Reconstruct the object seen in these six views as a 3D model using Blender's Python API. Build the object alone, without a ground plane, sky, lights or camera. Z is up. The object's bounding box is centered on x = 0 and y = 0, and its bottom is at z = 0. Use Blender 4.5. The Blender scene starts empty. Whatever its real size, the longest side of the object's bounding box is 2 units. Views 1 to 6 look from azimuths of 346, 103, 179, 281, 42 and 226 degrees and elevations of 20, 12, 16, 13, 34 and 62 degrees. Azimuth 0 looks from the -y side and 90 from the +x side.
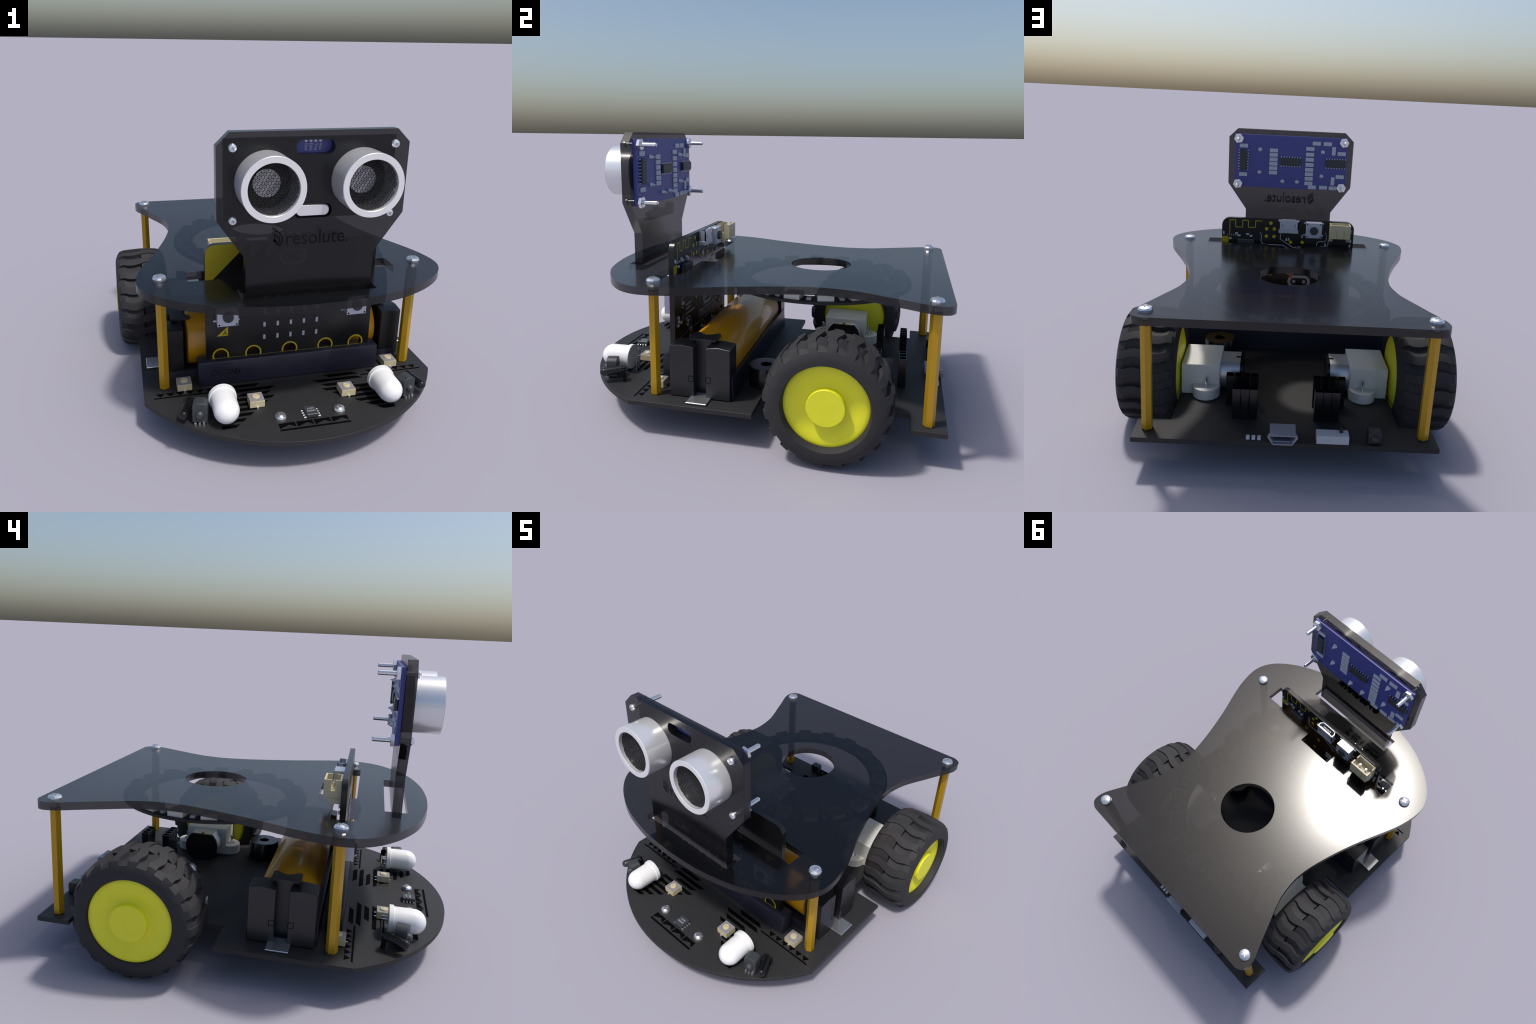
# Two-wheeled desktop robot car: dark circuit-board chassis, smoked acrylic deck,
# ultrasonic "eyes" on an upright plate, plug-in controller board, single battery.
import bpy, bmesh, math
from math import pi, sin, cos, sqrt, radians, atan2, hypot
from mathutils import Vector, Matrix

CX = 0.004            # centre line of the chassis
scene = bpy.context.scene
root_collection = scene.collection

# ------------------------------------------------------------------ materials
def material(name, color, rough=0.5, metal=0.0, vary=0.06, scale=18.0, spec=0.5,
             coat=0.0, alpha=1.0, bump=0.0, transmission=0.0):
    m = bpy.data.materials.new(name)
    m.use_nodes = True
    nt = m.node_tree
    b = nt.nodes["Principled BSDF"]
    b.inputs["Roughness"].default_value = rough
    b.inputs["Metallic"].default_value = metal
    b.inputs["Specular IOR Level"].default_value = spec
    b.inputs["Coat Weight"].default_value = coat
    b.inputs["Alpha"].default_value = alpha
    b.inputs["Transmission Weight"].default_value = transmission
    tc = nt.nodes.new("ShaderNodeTexCoord")
    nz = nt.nodes.new("ShaderNodeTexNoise")
    nz.inputs["Scale"].default_value = scale
    nz.inputs["Detail"].default_value = 4.0
    ramp = nt.nodes.new("ShaderNodeValToRGB")
    lo = [c * (1 - vary) for c in color]
    hi = [min(1.0, c * (1 + vary)) for c in color]
    ramp.color_ramp.elements[0].position = 0.3
    ramp.color_ramp.elements[1].position = 0.7
    ramp.color_ramp.elements[0].color = (*lo, 1)
    ramp.color_ramp.elements[1].color = (*hi, 1)
    nt.links.new(tc.outputs["Object"], nz.inputs["Vector"])
    nt.links.new(nz.outputs["Fac"], ramp.inputs["Fac"])
    nt.links.new(ramp.outputs["Color"], b.inputs["Base Color"])
    if bump:
        nb = nt.nodes.new("ShaderNodeTexNoise")
        nb.inputs["Scale"].default_value = scale * 12
        bp = nt.nodes.new("ShaderNodeBump")
        bp.inputs["Strength"].default_value = bump
        bp.inputs["Distance"].default_value = 0.002
        nt.links.new(tc.outputs["Object"], nb.inputs["Vector"])
        nt.links.new(nb.outputs["Fac"], bp.inputs["Height"])
        nt.links.new(bp.outputs["Normal"], b.inputs["Normal"])
    return m

M_ACRYLIC = material("smoked_acrylic", (0.0035, 0.0035, 0.004), rough=0.19, vary=0.04, alpha=0.775, spec=0.55)
M_BOARD = material("matt_board", (0.022, 0.022, 0.0235), rough=0.55, vary=0.05, spec=0.35)
M_MARK = material("black_print", (0.0012, 0.0012, 0.0014), rough=0.8, spec=0.05)
M_BRASS = material("brass_standoff", (0.50, 0.29, 0.011), rough=0.36, metal=0.3, vary=0.03)
M_STEEL = material("bright_steel", (0.80, 0.81, 0.83), rough=0.22, metal=0.9, vary=0.02)
M_CAN = material("silver_can", (0.84, 0.84, 0.85), rough=0.25, metal=0.6, vary=0.01)
M_CANFACE = material("can_face", (0.68, 0.68, 0.70), rough=0.4, metal=0.1, vary=0.01)
M_MOTOR = material("motor_steel", (0.62, 0.64, 0.68), rough=0.38, metal=0.8, vary=0.02)
M_DARKSTEEL = material("darker_steel", (0.34, 0.35, 0.37), rough=0.4, metal=0.7)
M_TYRE = material("tyre_rubber", (0.031, 0.030, 0.032), rough=0.7, vary=0.08, spec=0.3)
M_YELLOW = material("yellow_plastic", (0.84, 0.81, 0.022), rough=0.45, vary=0.02)
M_WHITE = material("white_plastic", (0.70, 0.70, 0.67), rough=0.4, vary=0.02)
M_LEDWHITE = material("milky_diffuser", (0.80, 0.80, 0.80), rough=0.3, vary=0.01)
M_BLACK = material("black_gloss", (0.006, 0.006, 0.007), rough=0.22, vary=0.05)
M_BLOCK = material("black_clip", (0.016, 0.016, 0.017), rough=0.35, vary=0.05)
M_NAVY = material("navy_plastic", (0.020, 0.020, 0.036), rough=0.38, vary=0.05)
M_PCBBLUE = material("blue_board", (0.064, 0.070, 0.275), rough=0.45, vary=0.04)
M_PCBBLACK = material("black_board", (0.006, 0.006, 0.007), rough=0.28, vary=0.05)
M_GOLD = material("gold_plate", (0.56, 0.43, 0.012), rough=0.4, metal=0.2, vary=0.03)
M_GOLDPRINT = material("yellow_print", (0.44, 0.36, 0.012), rough=0.4, vary=0.04, metal=0.25)
M_BATTERY = material("orange_wrap", (0.60, 0.28, 0.004), rough=0.36, vary=0.02, coat=0.3)
M_SILK = material("white_print", (0.42, 0.45, 0.50), rough=0.5)
M_RESISTOR = material("grey_chip_part", (0.50, 0.53, 0.60), rough=0.5, vary=0.03)
M_IC = material("grey_package", (0.035, 0.040, 0.046), rough=0.5, vary=0.04)
M_TIN = material("tinned_metal", (0.52, 0.55, 0.62), rough=0.35, metal=0.5, vary=0.03)
M_USB = material("shade_darkened_tin", (0.30, 0.32, 0.37), rough=0.5, metal=0.35, vary=0.03)  # tin toned down to the shaded look of the rear USB shell
M_SWITCH = material("shadow_toned_white", (0.46, 0.48, 0.52), rough=0.5, vary=0.02)  # white plastic greyed to carry the deck's shadow over the switch
M_BEIGE = material("beige_nylon", (0.56, 0.49, 0.31), rough=0.45, vary=0.03)
M_TRIMTOP = material("trimmer_top", (0.25, 0.24, 0.25), rough=0.5, vary=0.05)
M_SMOKE = material("smoked_lens", (0.008, 0.008, 0.009), rough=0.08, vary=0.02, alpha=0.72)
M_ORANGE = material("orange_print", (0.55, 0.12, 0.02), rough=0.5)
M_NET = material("grille_wire", (0.012, 0.012, 0.013), rough=0.55, metal=0.2)
M_NOZZLE = material("engraving", (0.002, 0.002, 0.002), rough=0.6, spec=0.2)

# ------------------------------------------------------------------ mesh tools
def empty(name, parent=None, loc=(0, 0, 0)):
    o = bpy.data.objects.new(name, None)
    o.location = loc
    o.empty_display_size = 0.05
    root_collection.objects.link(o)
    if parent:
        o.parent = parent
    return o

class Build:
    """Collects primitives with materials into one mesh."""
    def __init__(self):
        self.bm = bmesh.new()
        self.mats = []

    def mi(self, m):
        if m not in self.mats:
            self.mats.append(m)
        return self.mats.index(m)

    def _take(self, other, m, mat=None):
        idx = self.mi(m)
        if mat is not None:
            bmesh.ops.transform(other, matrix=mat, verts=other.verts)
        bmesh.ops.recalc_face_normals(other, faces=other.faces)
        vmap = {v: self.bm.verts.new(v.co) for v in other.verts}
        for f in other.faces:
            try:
                nf = self.bm.faces.new([vmap[v] for v in f.verts])
                nf.material_index = idx
            except ValueError:
                pass
        other.free()
        return self

    def box(self, x0, x1, y0, y1, z0, z1, m, bevel=0.0, seg=1):
        b = bmesh.new()
        bmesh.ops.create_cube(b, size=1)
        bmesh.ops.transform(b, matrix=Matrix.Translation(((x0 + x1) / 2, (y0 + y1) / 2, (z0 + z1) / 2))
                            @ Matrix.Diagonal((abs(x1 - x0), abs(y1 - y0), abs(z1 - z0), 1)), verts=b.verts)
        if bevel:
            bmesh.ops.bevel(b, geom=list(b.edges), offset=bevel, segments=seg, affect='EDGES', profile=0.5)
        return self._take(b, m)

    def prism(self, pts, a0, a1, m, plane="xy", bevel=0.0):
        """Polygon in a plane, extruded along the remaining axis from a0 to a1."""
        def P(u, v, w):
            return {"xy": (u, v, w), "xz": (u, w, v), "yz": (w, u, v)}[plane]
        b = bmesh.new()
        lo = [b.verts.new(P(u, v, a0)) for u, v in pts]
        hi = [b.verts.new(P(u, v, a1)) for u, v in pts]
        n = len(pts)
        b.faces.new(lo)
        b.faces.new(hi)
        for i in range(n):
            b.faces.new((lo[i], lo[(i + 1) % n], hi[(i + 1) % n], hi[i]))
        bmesh.ops.recalc_face_normals(b, faces=b.faces)
        if bevel:
            ed = [e for e in b.edges if e.calc_face_angle(0) > 0.6]
            bmesh.ops.bevel(b, geom=ed, offset=bevel, segments=1, affect='EDGES', profile=0.5)
        return self._take(b, m)

    def revolve(self, prof, m, seg=32, axis="z", at=(0, 0, 0), phase=0.0, loop=False):
        """prof = [(radius, along axis)]"""
        b = bmesh.new()
        rings = []
        for r, h in prof:
            if r < 1e-6:
                rings.append([b.verts.new((0, 0, h))])
            else:
                rings.append([b.verts.new((r * cos(2 * pi * i / seg + phase), r * sin(2 * pi * i / seg + phase), h))
                              for i in range(seg)])
        for A, B in zip(rings, rings[1:] + (rings[:1] if loop else [])):
            for i in range(seg):
                j = (i + 1) % seg
                q = [A[i % len(A)], A[j % len(A)], B[j % len(B)], B[i % len(B)]]
                q = [v for k, v in enumerate(q) if v not in q[:k]]
                if len(q) > 2:
                    b.faces.new(q)
        for R in (rings[0], rings[-1]):
            if len(R) > 2 and not loop:
                b.faces.new(R)
        rot = {"z": Matrix.Identity(4), "x": Matrix.Rotation(pi / 2, 4, 'Y'),
               "y": Matrix.Rotation(-pi / 2, 4, 'X')}[axis]
        return self._take(b, m, Matrix.Translation(at) @ rot)

    def cyl(self, at, r, h0, h1, m, seg=24, axis="z", bevel=0.0, phase=0.0):
        if bevel:
            prof = [(r - bevel, h0), (r, h0 + bevel), (r, h1 - bevel), (r - bevel, h1)]
        else:
            prof = [(r, h0), (r, h1)]
        return self.revolve(prof, m, seg, axis, at, phase)

    def strip(self, pts, width, a0, a1, m, plane="xz"):
        """Flat printed line along a polyline."""
        for (u0, v0), (u1, v1) in zip(pts, pts[1:]):
            L = hypot(u1 - u0, v1 - v0)
            if L < 1e-6:
                continue
            du, dv = (u1 - u0) / L, (v1 - v0) / L
            e, w = width * 0.35, width / 2
            q = [(u0 - du * e - dv * w, v0 - dv * e + du * w), (u1 + du * e - dv * w, v1 + dv * e + du * w),
                 (u1 + du * e + dv * w, v1 + dv * e - du * w), (u0 - du * e + dv * w, v0 - dv * e - du * w)]
            self.prism(q, a0, a1, m, plane)
        return self

    def ring(self, c, r0, r1, a0, a1, m, plane="xz", seg=40, t0=0.0, t1=2 * pi):
        full = abs(t1 - t0 - 2 * pi) < 1e-6
        n = seg
        for i in range(n):
            p, q = t0 + (t1 - t0) * i / n, t0 + (t1 - t0) * (i + 1) / n
            self.prism([(c[0] + r0 * cos(p), c[1] + r0 * sin(p)), (c[0] + r1 * cos(p), c[1] + r1 * sin(p)),
                        (c[0] + r1 * cos(q), c[1] + r1 * sin(q)), (c[0] + r0 * cos(q), c[1] + r0 * sin(q))],
                       a0, a1, m, plane)
        return self

    def mesh(self, me, m, mat=None):
        b = bmesh.new()
        b.from_mesh(me)
        return self._take(b, m, mat)

    def done(self, name, parent, smooth=30.0, loc=None, kind=None):
        me = bpy.data.meshes.new(name)
        self.bm.normal_update()
        self.bm.to_mesh(me)
        self.bm.free()
        for m in self.mats:
            me.materials.append(m)
        if smooth:
            for p in me.polygons:
                p.use_smooth = True
            me.set_sharp_from_angle(angle=radians(smooth))
        return place(name, me, parent, loc, kind)

def place(name, me, parent, loc=None, kind=None, rot=None, scale=None):
    o = bpy.data.objects.new(name, me)
    if loc:
        o.location = loc
    if rot:
        o.rotation_euler = rot
    if scale:
        o.scale = scale
    root_collection.objects.link(o)
    o.parent = parent
    if kind:
        o["kind"] = kind
    return o

def curve_mesh(loops, thickness, bevel=0.0):
    """Filled 2D outline with holes, thickness along z from 0; returns mesh data."""
    cu = bpy.data.curves.new("outline", 'CURVE')
    cu.dimensions = '2D'
    cu.fill_mode = 'BOTH'
    cu.extrude = thickness / 2 - bevel
    cu.bevel_depth = bevel
    cu.bevel_resolution = 0
    cu.offset = -bevel
    for L in loops:
        s = cu.splines.new('POLY')
        s.points.add(len(L) - 1)
        for p, (x, y) in zip(s.points, L):
            p.co = (x, y, 0, 1)
        s.use_cyclic_u = True
    return _convert(cu, Matrix.Translation((0, 0, thickness / 2)))

def _convert(data, mat=None):
    o = bpy.data.objects.new("helper", data)
    root_collection.objects.link(o)
    bpy.context.view_layer.update()
    me = bpy.data.meshes.new_from_object(o.evaluated_get(bpy.context.evaluated_depsgraph_get()))
    bpy.data.objects.remove(o)
    if mat:
        me.transform(mat)
    b = bmesh.new()
    b.from_mesh(me)
    bmesh.ops.remove_doubles(b, verts=b.verts, dist=1e-5)
    bmesh.ops.recalc_face_normals(b, faces=b.faces)
    b.to_mesh(me)
    b.free()
    return me

def lettering(text, width=None, height=None, depth=0.001):
    """Text solid: lower-left corner at origin, thickness along +z from 0."""
    cu = bpy.data.curves.new("lettering", 'FONT')
    cu.body = text
    cu.size = 1.0
    cu.resolution_u = 3
    cu.extrude = 0.5
    me = _convert(cu)
    xs = [v.co.x for v in me.vertices]
    ys = [v.co.y for v in me.vertices]
    w, h = max(xs) - min(xs), max(ys) - min(ys)
    sx = width / w if width else height / h
    sy = height / h if height else sx
    me.transform(Matrix.Diagonal((sx, sy, depth, 1)) @ Matrix.Translation((-min(xs), -min(ys), 0.5)))
    return me

# matrices that stand a flat drawing (u,v,thickness) upright
def on_front(x, y, z, turn=0.0):   # read from -y; thickness grows towards -y
    return Matrix.Translation((x, y, z)) @ Matrix.Rotation(pi / 2, 4, 'X') @ Matrix.Rotation(turn, 4, 'Z')

def on_back(x, y, z, turn=0.0):    # read from +y; thickness grows towards +y
    return (Matrix.Translation((x, y, z)) @ Matrix.Rotation(pi, 4, 'Z') @ Matrix.Rotation(pi / 2, 4, 'X')
            @ Matrix.Rotation(turn, 4, 'Z'))

def arc(cx, cy, r, a0, a1, n):
    return [(cx + r * cos(radians(a0 + (a1 - a0) * i / n)), cy + r * sin(radians(a0 + (a1 - a0) * i / n)))
            for i in range(n + 1)]

def circle(cx, cy, r, n=48):
    return arc(cx, cy, r, 0, 360 * (n - 1) / n, n - 1)

def rounded(x0, x1, y0, y1, r, n=6):
    return (arc(x1 - r, y1 - r, r, 0, 90, n) + arc(x0 + r, y1 - r, r, 90, 180, n)
            + arc(x0 + r, y0 + r, r, 180, 270, n) + arc(x1 - r, y0 + r, r, 270, 360, n))

def mirror_outline(half):
    """half = points with x>=0 ordered front to rear; returns the closed outline about CX."""
    return [(CX + x, y) for x, y in half] + [(CX - x, y) for x, y in reversed(half) if x > 1e-6]

def catmull(pts, n=5):
    out = []
    for i in range(len(pts) - 1):
        p0, p1, p2, p3 = pts[max(i - 1, 0)], pts[i], pts[i + 1], pts[min(i + 2, len(pts) - 1)]
        for k in range(n):
            t = k / n
            out.append(tuple(0.5 * (2 * p1[a] + (p2[a] - p0[a]) * t + (2 * p0[a] - 5 * p1[a] + 4 * p2[a] - p3[a]) * t * t
                                    + (3 * p1[a] - p0[a] - 3 * p2[a] + p3[a]) * t ** 3) for a in (0, 1)))
    return out + [pts[-1]]

# ------------------------------------------------------------------ the thing
robot = empty("robot_car")
robot["label"] = "small two-wheeled robot car with ultrasonic eyes and smoked deck"
robot["category"] = "toy robot"

Z_BOARD = 0.1855      # top face of the chassis board
Z_DECK0, Z_DECK1 = 0.735, 0.7743

# ---- chassis board: front is a circular segment, notches for the wheels
R_FRONT, YC_FRONT = 0.859, -0.141
a_end = math.degrees(atan2(-0.547 - YC_FRONT, 0.755))
half = [(R_FRONT * cos(radians(a)), YC_FRONT + R_FRONT * sin(radians(a)))
        for a in [-90 + (a_end + 90) * i / 18 for i in range(19)]]
half += [(0.753, 0.088), (0.552, 0.088), (0.552, 0.823), (0.712, 0.823), (0.712, 0.989)]
chassis_me = curve_mesh([mirror_outline(half)], 0.024, 0.001)
chassis = Build().mesh(chassis_me, M_BOARD, Matrix.Translation((0, 0, Z_BOARD - 0.024))).done("chassis_board", robot)

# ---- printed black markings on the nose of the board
def markings():
    b = Build()
    z0, z1 = Z_BOARD - 0.001, Z_BOARD + 0.0006
    for s in (-1, 1):
        X = lambda x: CX + s * x
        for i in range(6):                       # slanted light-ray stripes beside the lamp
            y = -0.620 - i * 0.0395
            inner = 0.10 + (-0.60 - y) * 1.10
            outer = 0.385 + 0.02 * ((i * 7) % 3)
            if outer - inner > 0.03:
                b.prism([(X(inner), y), (X(inner + 0.022), y - 0.022), (X(outer), y - 0.022), (X(outer), y)], z0, z1, M_MARK)
        for y0, xa, xb in ((-0.502, 0.17, 0.36), (-0.540, 0.10, 0.37), (-0.580, 0.13, 0.31)):
            b.prism([(X(xa), y0), (X(xa + 0.03), y0 - 0.024), (X(xb), y0 - 0.024), (X(xb - 0.03), y0)], z0, z1, M_MARK)
        b.prism([(X(0.37), -0.532), (X(0.37), -0.541), (X(0.712), -0.541), (X(0.705), -0.532)], z0, z1, M_MARK)
        for i in range(6):                       # saw-tooth band towards the corner
            xa = 0.41 + i * 0.049
            b.prism([(X(xa), -0.500), (X(xa + 0.044), -0.500), (X(xa + 0.022), -0.530)], z0, z1, M_MARK)
    b.prism([(CX - 0.170, -0.896), (CX + 0.170, -0.896), (CX + 0.170, -0.908), (CX - 0.170, -0.908)], z0, z1, M_MARK)
    for i in range(4):                           # saw-tooth slot at the nose
        xa = CX - 0.168 + i * 0.085
        b.prism([(xa, -0.853), (xa + 0.078, -0.853), (xa + 0.078, -0.888), (xa + 0.05, -0.868), (xa, -0.890)], z0, z1, M_MARK)
    return b.done("board_marking", chassis, smooth=0, kind="stuff")
markings()

# ---- smoked acrylic deck
deck_half = catmull([(0.0, -0.848), (0.2, -0.836), (0.4, -0.794), (0.53, -0.739), (0.63, -0.675), (0.71, -0.597),
                     (0.752, -0.515), (0.760, -0.435), (0.742, -0.330), (0.710, -0.230), (0.643, -0.06), (0.586, 0.115),
                     (0.548, 0.27), (0.536, 0.36), (0.536, 0.43), (0.553, 0.53), (0.578, 0.600), (0.618, 0.690),
                     (0.655, 0.775), (0.698, 0.868), (0.710, 0.925), (0.698, 0.966), (0.660, 0.988)], 3) + [(0.30, 0.988), (0.0, 0.988)]
slot_board = [(CX - 0.522, -0.491), (CX + 0.522, -0.491), (CX + 0.522, -0.378), (CX + 0.122, -0.378), (CX + 0.122, -0.294),
              (CX - 0.118, -0.294), (CX - 0.118, -0.378), (CX - 0.522, -0.378)]
slot_plate = [(CX - 0.318, -0.738), (CX + 0.318, -0.738), (CX + 0.318, -0.629), (CX - 0.318, -0.629)]
deck_me = curve_mesh([mirror_outline(deck_half), circle(CX, 0.295, 0.169, 44), slot_board, slot_plate], Z_DECK1 - Z_DECK0)
deck = Build().mesh(deck_me, M_ACRYLIC, Matrix.Translation((0, 0, Z_DECK0))).done("deck", robot, smooth=22)

# ---- screw (shared): low-poly domed head with a darker raised cross on top
def screw_mesh(r=0.034, h=0.025, shank=0.0, shank_r=0.018):
    b = Build()
    b.revolve([(r, 0), (r, h * 0.38), (r * 0.86, h * 0.70), (r * 0.5, h * 0.93), (0, h)], M_STEEL, 12)
    for a in (0.3, 0.3 + pi / 2):
        c, s = cos(a), sin(a)
        L, w = r * 0.5, r * 0.09
        b.prism([(c * L - s * w, s * L + c * w), (-c * L - s * w, -s * L + c * w), (-c * L + s * w, -s * L - c * w), (c * L + s * w, s * L - c * w)],
                h * 0.90, h * 1.012, M_DARKSTEEL)
    if shank:
        b.cyl((0, 0, 0), shank_r, -shank, 0.0005, M_STEEL, 16)
    o = b.done("screw", None, smooth=20)
    me = o.data
    bpy.data.objects.remove(o)
    return me

screw_deck = screw_mesh(shank=0.037)
standoff_b = Build()
standoff_b.revolve([(0.0235, 0.0), (0.0275, 0.004), (0.0275, Z_DECK0 - Z_BOARD - 0.001)], M_BRASS, 6, phase=pi / 6)
first = standoff_b.done("standoff", robot, smooth=0)
standoff_me = first.data
bpy.data.objects.remove(first)
for x in (-0.6505, 0.6505):
    for y in (-0.443, 0.906):
        place("standoff", standoff_me, robot, (CX + x, y, Z_BOARD))
        place("screw", screw_deck, robot, (CX + x, y, Z_DECK1), rot=(0, 0, x * 3 + y))

# ---- front board hardware
screw_small = screw_mesh(r=0.0285, h=0.026)
for x in (-0.145, 0.145):
    place("screw", screw_small, chassis, (CX + x, -0.811, Z_BOARD), rot=(0, 0, x * 9))

chip_b = Build().box(-0.029, 0.029, -0.034, 0.034, 0.004, 0.025, M_IC, 0.003)
for s in (-1, 1):
    for i in range(4):
        y = -0.0255 + i * 0.017
        chip_b.box(s * 0.028, s * 0.042, y - 0.004, y + 0.004, 0.0005, 0.009, M_STEEL, 0.0015)
chip_b.mesh(lettering("LM393", 0.040, 0.011, 0.0006), M_SILK, Matrix.Translation((-0.020, 0.002, 0.0248)))
chip_b.mesh(lettering("A61V", 0.034, 0.011, 0.0006), M_SILK, Matrix.Translation((-0.018, -0.016, 0.0248)))
o = chip_b.done("comparator_chip", chassis, loc=(CX + 0.002, -0.812, Z_BOARD))
o.rotation_euler = (0, 0, pi)

trim = Build()
trim.box(-0.0365, 0.0365, -0.036, 0.036, 0.003, 0.038, M_BEIGE, 0.001)
trim.box(-0.0355, 0.0355, -0.035, 0.035, 0.0375, 0.040, M_TRIMTOP)
trim.cyl((0, 0, 0), 0.019, 0.038, 0.046, M_BEIGE, 24, bevel=0.002)
trim.prism([(-0.017, -0.0015), (0.0165, 0.006), (0.017, 0.0085), (-0.0165, 0.001)], 0.0455, 0.0463, M_TRIMTOP)
for x, y in ((0, -0.041), (-0.02, 0.041), (0.02, 0.041)):
    trim.box(x - 0.005, x + 0.005, y - 0.006, y + 0.006, 0.0, 0.010, M_STEEL)
t0 = trim.done("trimmer", chassis)
trim_me = t0.data
bpy.data.objects.remove(t0)
for x, y in ((0.232, -0.677), (-0.232, -0.677), (0.554, -0.465), (-0.554, -0.465)):
    place("trimmer", trim_me, chassis, (CX + x, y, Z_BOARD))

# lamps: milky bullet diffusers lying along -y
lamp = Build()
dome = [(0.0, -0.178)] + [(0.060 * sin(radians(a)), -0.118 - 0.060 * cos(radians(a))) for a in range(10, 91, 10)]
lamp.revolve(dome + [(0.0605, -0.024), (0.0605, -0.023), (0.067, -0.022), (0.0675, -0.002), (0.066, 0.0), (0.0, 0.0)], M_LEDWHITE, 40, axis="y")
lamp.cyl((-0.018, 0, -0.03), 0.004, 0.0, 0.012, M_STEEL, 8, axis="y")
l0 = lamp.done("lamp", chassis, smooth=35)
lamp_me = l0.data
bpy.data.objects.remove(l0)
for x in (-0.400, 0.400):
    place("lamp", lamp_me, chassis, (CX + x, -0.692, 0.264))
legs = Build()
for x in (-0.400, 0.400):
    for d in (-0.015, 0.015):
        legs.box(CX + x + d - 0.004, CX + x + d + 0.004, -0.692, -0.662, 0.260, 0.267, M_STEEL)
        legs.box(CX + x + d - 0.004, CX + x + d + 0.004, -0.668, -0.661, Z_BOARD - 0.004, 0.266, M_STEEL)
legs.done("lamp_lead", chassis)

# infra-red pairs: black receiver block with lens, smoked clear emitter beside it
def ir_receiver(b):
    b.prism([(-0.034, 0.012), (0.034, 0.012), (0.034, 0.098), (0.018, 0.112), (-0.018, 0.112), (-0.034, 0.098)], -0.028, 0.028, M_IC, "xz", 0.002)
    b.revolve([(0.021, 0.0), (0.019, -0.010), (0.013, -0.018), (0.0, -0.021)], M_IC, 20, axis="y", at=(0, -0.028, 0.055))
    for i in (-1, 0, 1):
        b.box(i * 0.019 - 0.005, i * 0.019 + 0.005, -0.036, -0.020, 0.0, 0.016, M_STEEL)
for s in (-1, 1):
    r = Build()
    ir_receiver(r)
    o = r.done("infrared_receiver", chassis, smooth=25, loc=(CX + s * 0.512, -0.756, Z_BOARD))
    o.rotation_euler = (0, 0, s * radians(14))
    e = Build()
    e.revolve([(0.0, -0.118)] + [(0.023 * sin(radians(a)), -0.095 - 0.023 * cos(radians(a))) for a in range(15, 91, 15)]
              + [(0.023, -0.018), (0.028, -0.017), (0.028, 0.0), (0.0, 0.0)], M_SMOKE, 24, axis="y")
    e.box(-0.006, 0.006, -0.080, -0.002, -0.012, 0.008, M_BLACK)
    e.box(-0.014, -0.010, -0.004, 0.012, -0.062, 0.004, M_BLACK)
    e.box(0.010, 0.014, -0.004, 0.012, -0.062, 0.004, M_BLACK)
    o = e.done("infrared_emitter", chassis, smooth=35, loc=(CX + s * 0.552, -0.680, Z_BOARD + 0.064))
    o.rotation_euler = (radians(5), 0, s * radians(24))

# ---- rear connectors on the board
usb = Build()
def usb_shell(b, x0, x1, y0, y1, z0, z1, m):
    """Micro connector shell: trapezoid tube, open at y1."""
    c, w = (x0 + x1) / 2, (x1 - x0) / 2
    h = z1 - z0
    outer = [(c - w, z1), (c + w, z1), (c + w, z0 + h * 0.45), (c + w * 0.72, z0), (c - w * 0.72, z0), (c - w, z0 + h * 0.45)]
    t = h * 0.13
    inner = [(c - w + t, z1 - t), (c + w - t, z1 - t), (c + w - t, z0 + h * 0.45), (c + w * 0.68, z0 + t), (c - w * 0.68, z0 + t), (c - w + t, z0 + h * 0.45)]
    for i in range(6):
        j = (i + 1) % 6
        b.prism([outer[i], outer[j], inner[j], inner[i]], y0, y1, m, "xz")
    b.prism([(c + (x - c) * 0.995, z) for x, z in inner], y0 + 0.001, y0 + (y1 - y0) * 0.25, m, "xz")
    b.box(c - w * 0.5, c + w * 0.5, y0, y0 + (y1 - y0) * 0.85, z0 + h * 0.45, z0 + h * 0.62, M_BLACK)
usb_shell(usb, 0.018 - 0.060, 0.018 + 0.060, 0.900, 0.985, Z_BOARD + 0.003, Z_BOARD + 0.046, M_USB)
usb.prism([(0.018 - 0.067, 0.230), (0.018 + 0.067, 0.230), (0.018 + 0.064, 0.2255), (0.018 - 0.064, 0.2255)], 0.983, 0.999, M_USB, "xz")
for s in (-1, 1):
    usb.prism([(0.018 + s * 0.062, 0.226), (0.018 + s * 0.070, 0.219), (0.018 + s * 0.047, 0.184), (0.018 + s * 0.042, 0.186)], 0.983, 0.999, M_USB, "xz")
    usb.box(0.018 + s * 0.034 - 0.006, 0.018 + s * 0.034 + 0.006, 0.935, 0.957, 0.2285, 0.2298, M_BEIGE)
usb.box(0.018 - 0.044, 0.018 + 0.044, 0.983, 0.997, 0.180, 0.186, M_USB)
usb.done("usb_socket", chassis)
sw = Build()
sw.box(CX - 0.292, CX - 0.142, 0.925, 0.985, Z_BOARD, Z_BOARD + 0.042, M_SWITCH, 0.002)
sw.box(CX - 0.266, CX - 0.250, 0.930, 0.952, Z_BOARD + 0.040, Z_BOARD + 0.062, M_BLOCK, 0.001)
sw.done("slide_switch", chassis)
rc = Build()
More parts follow.
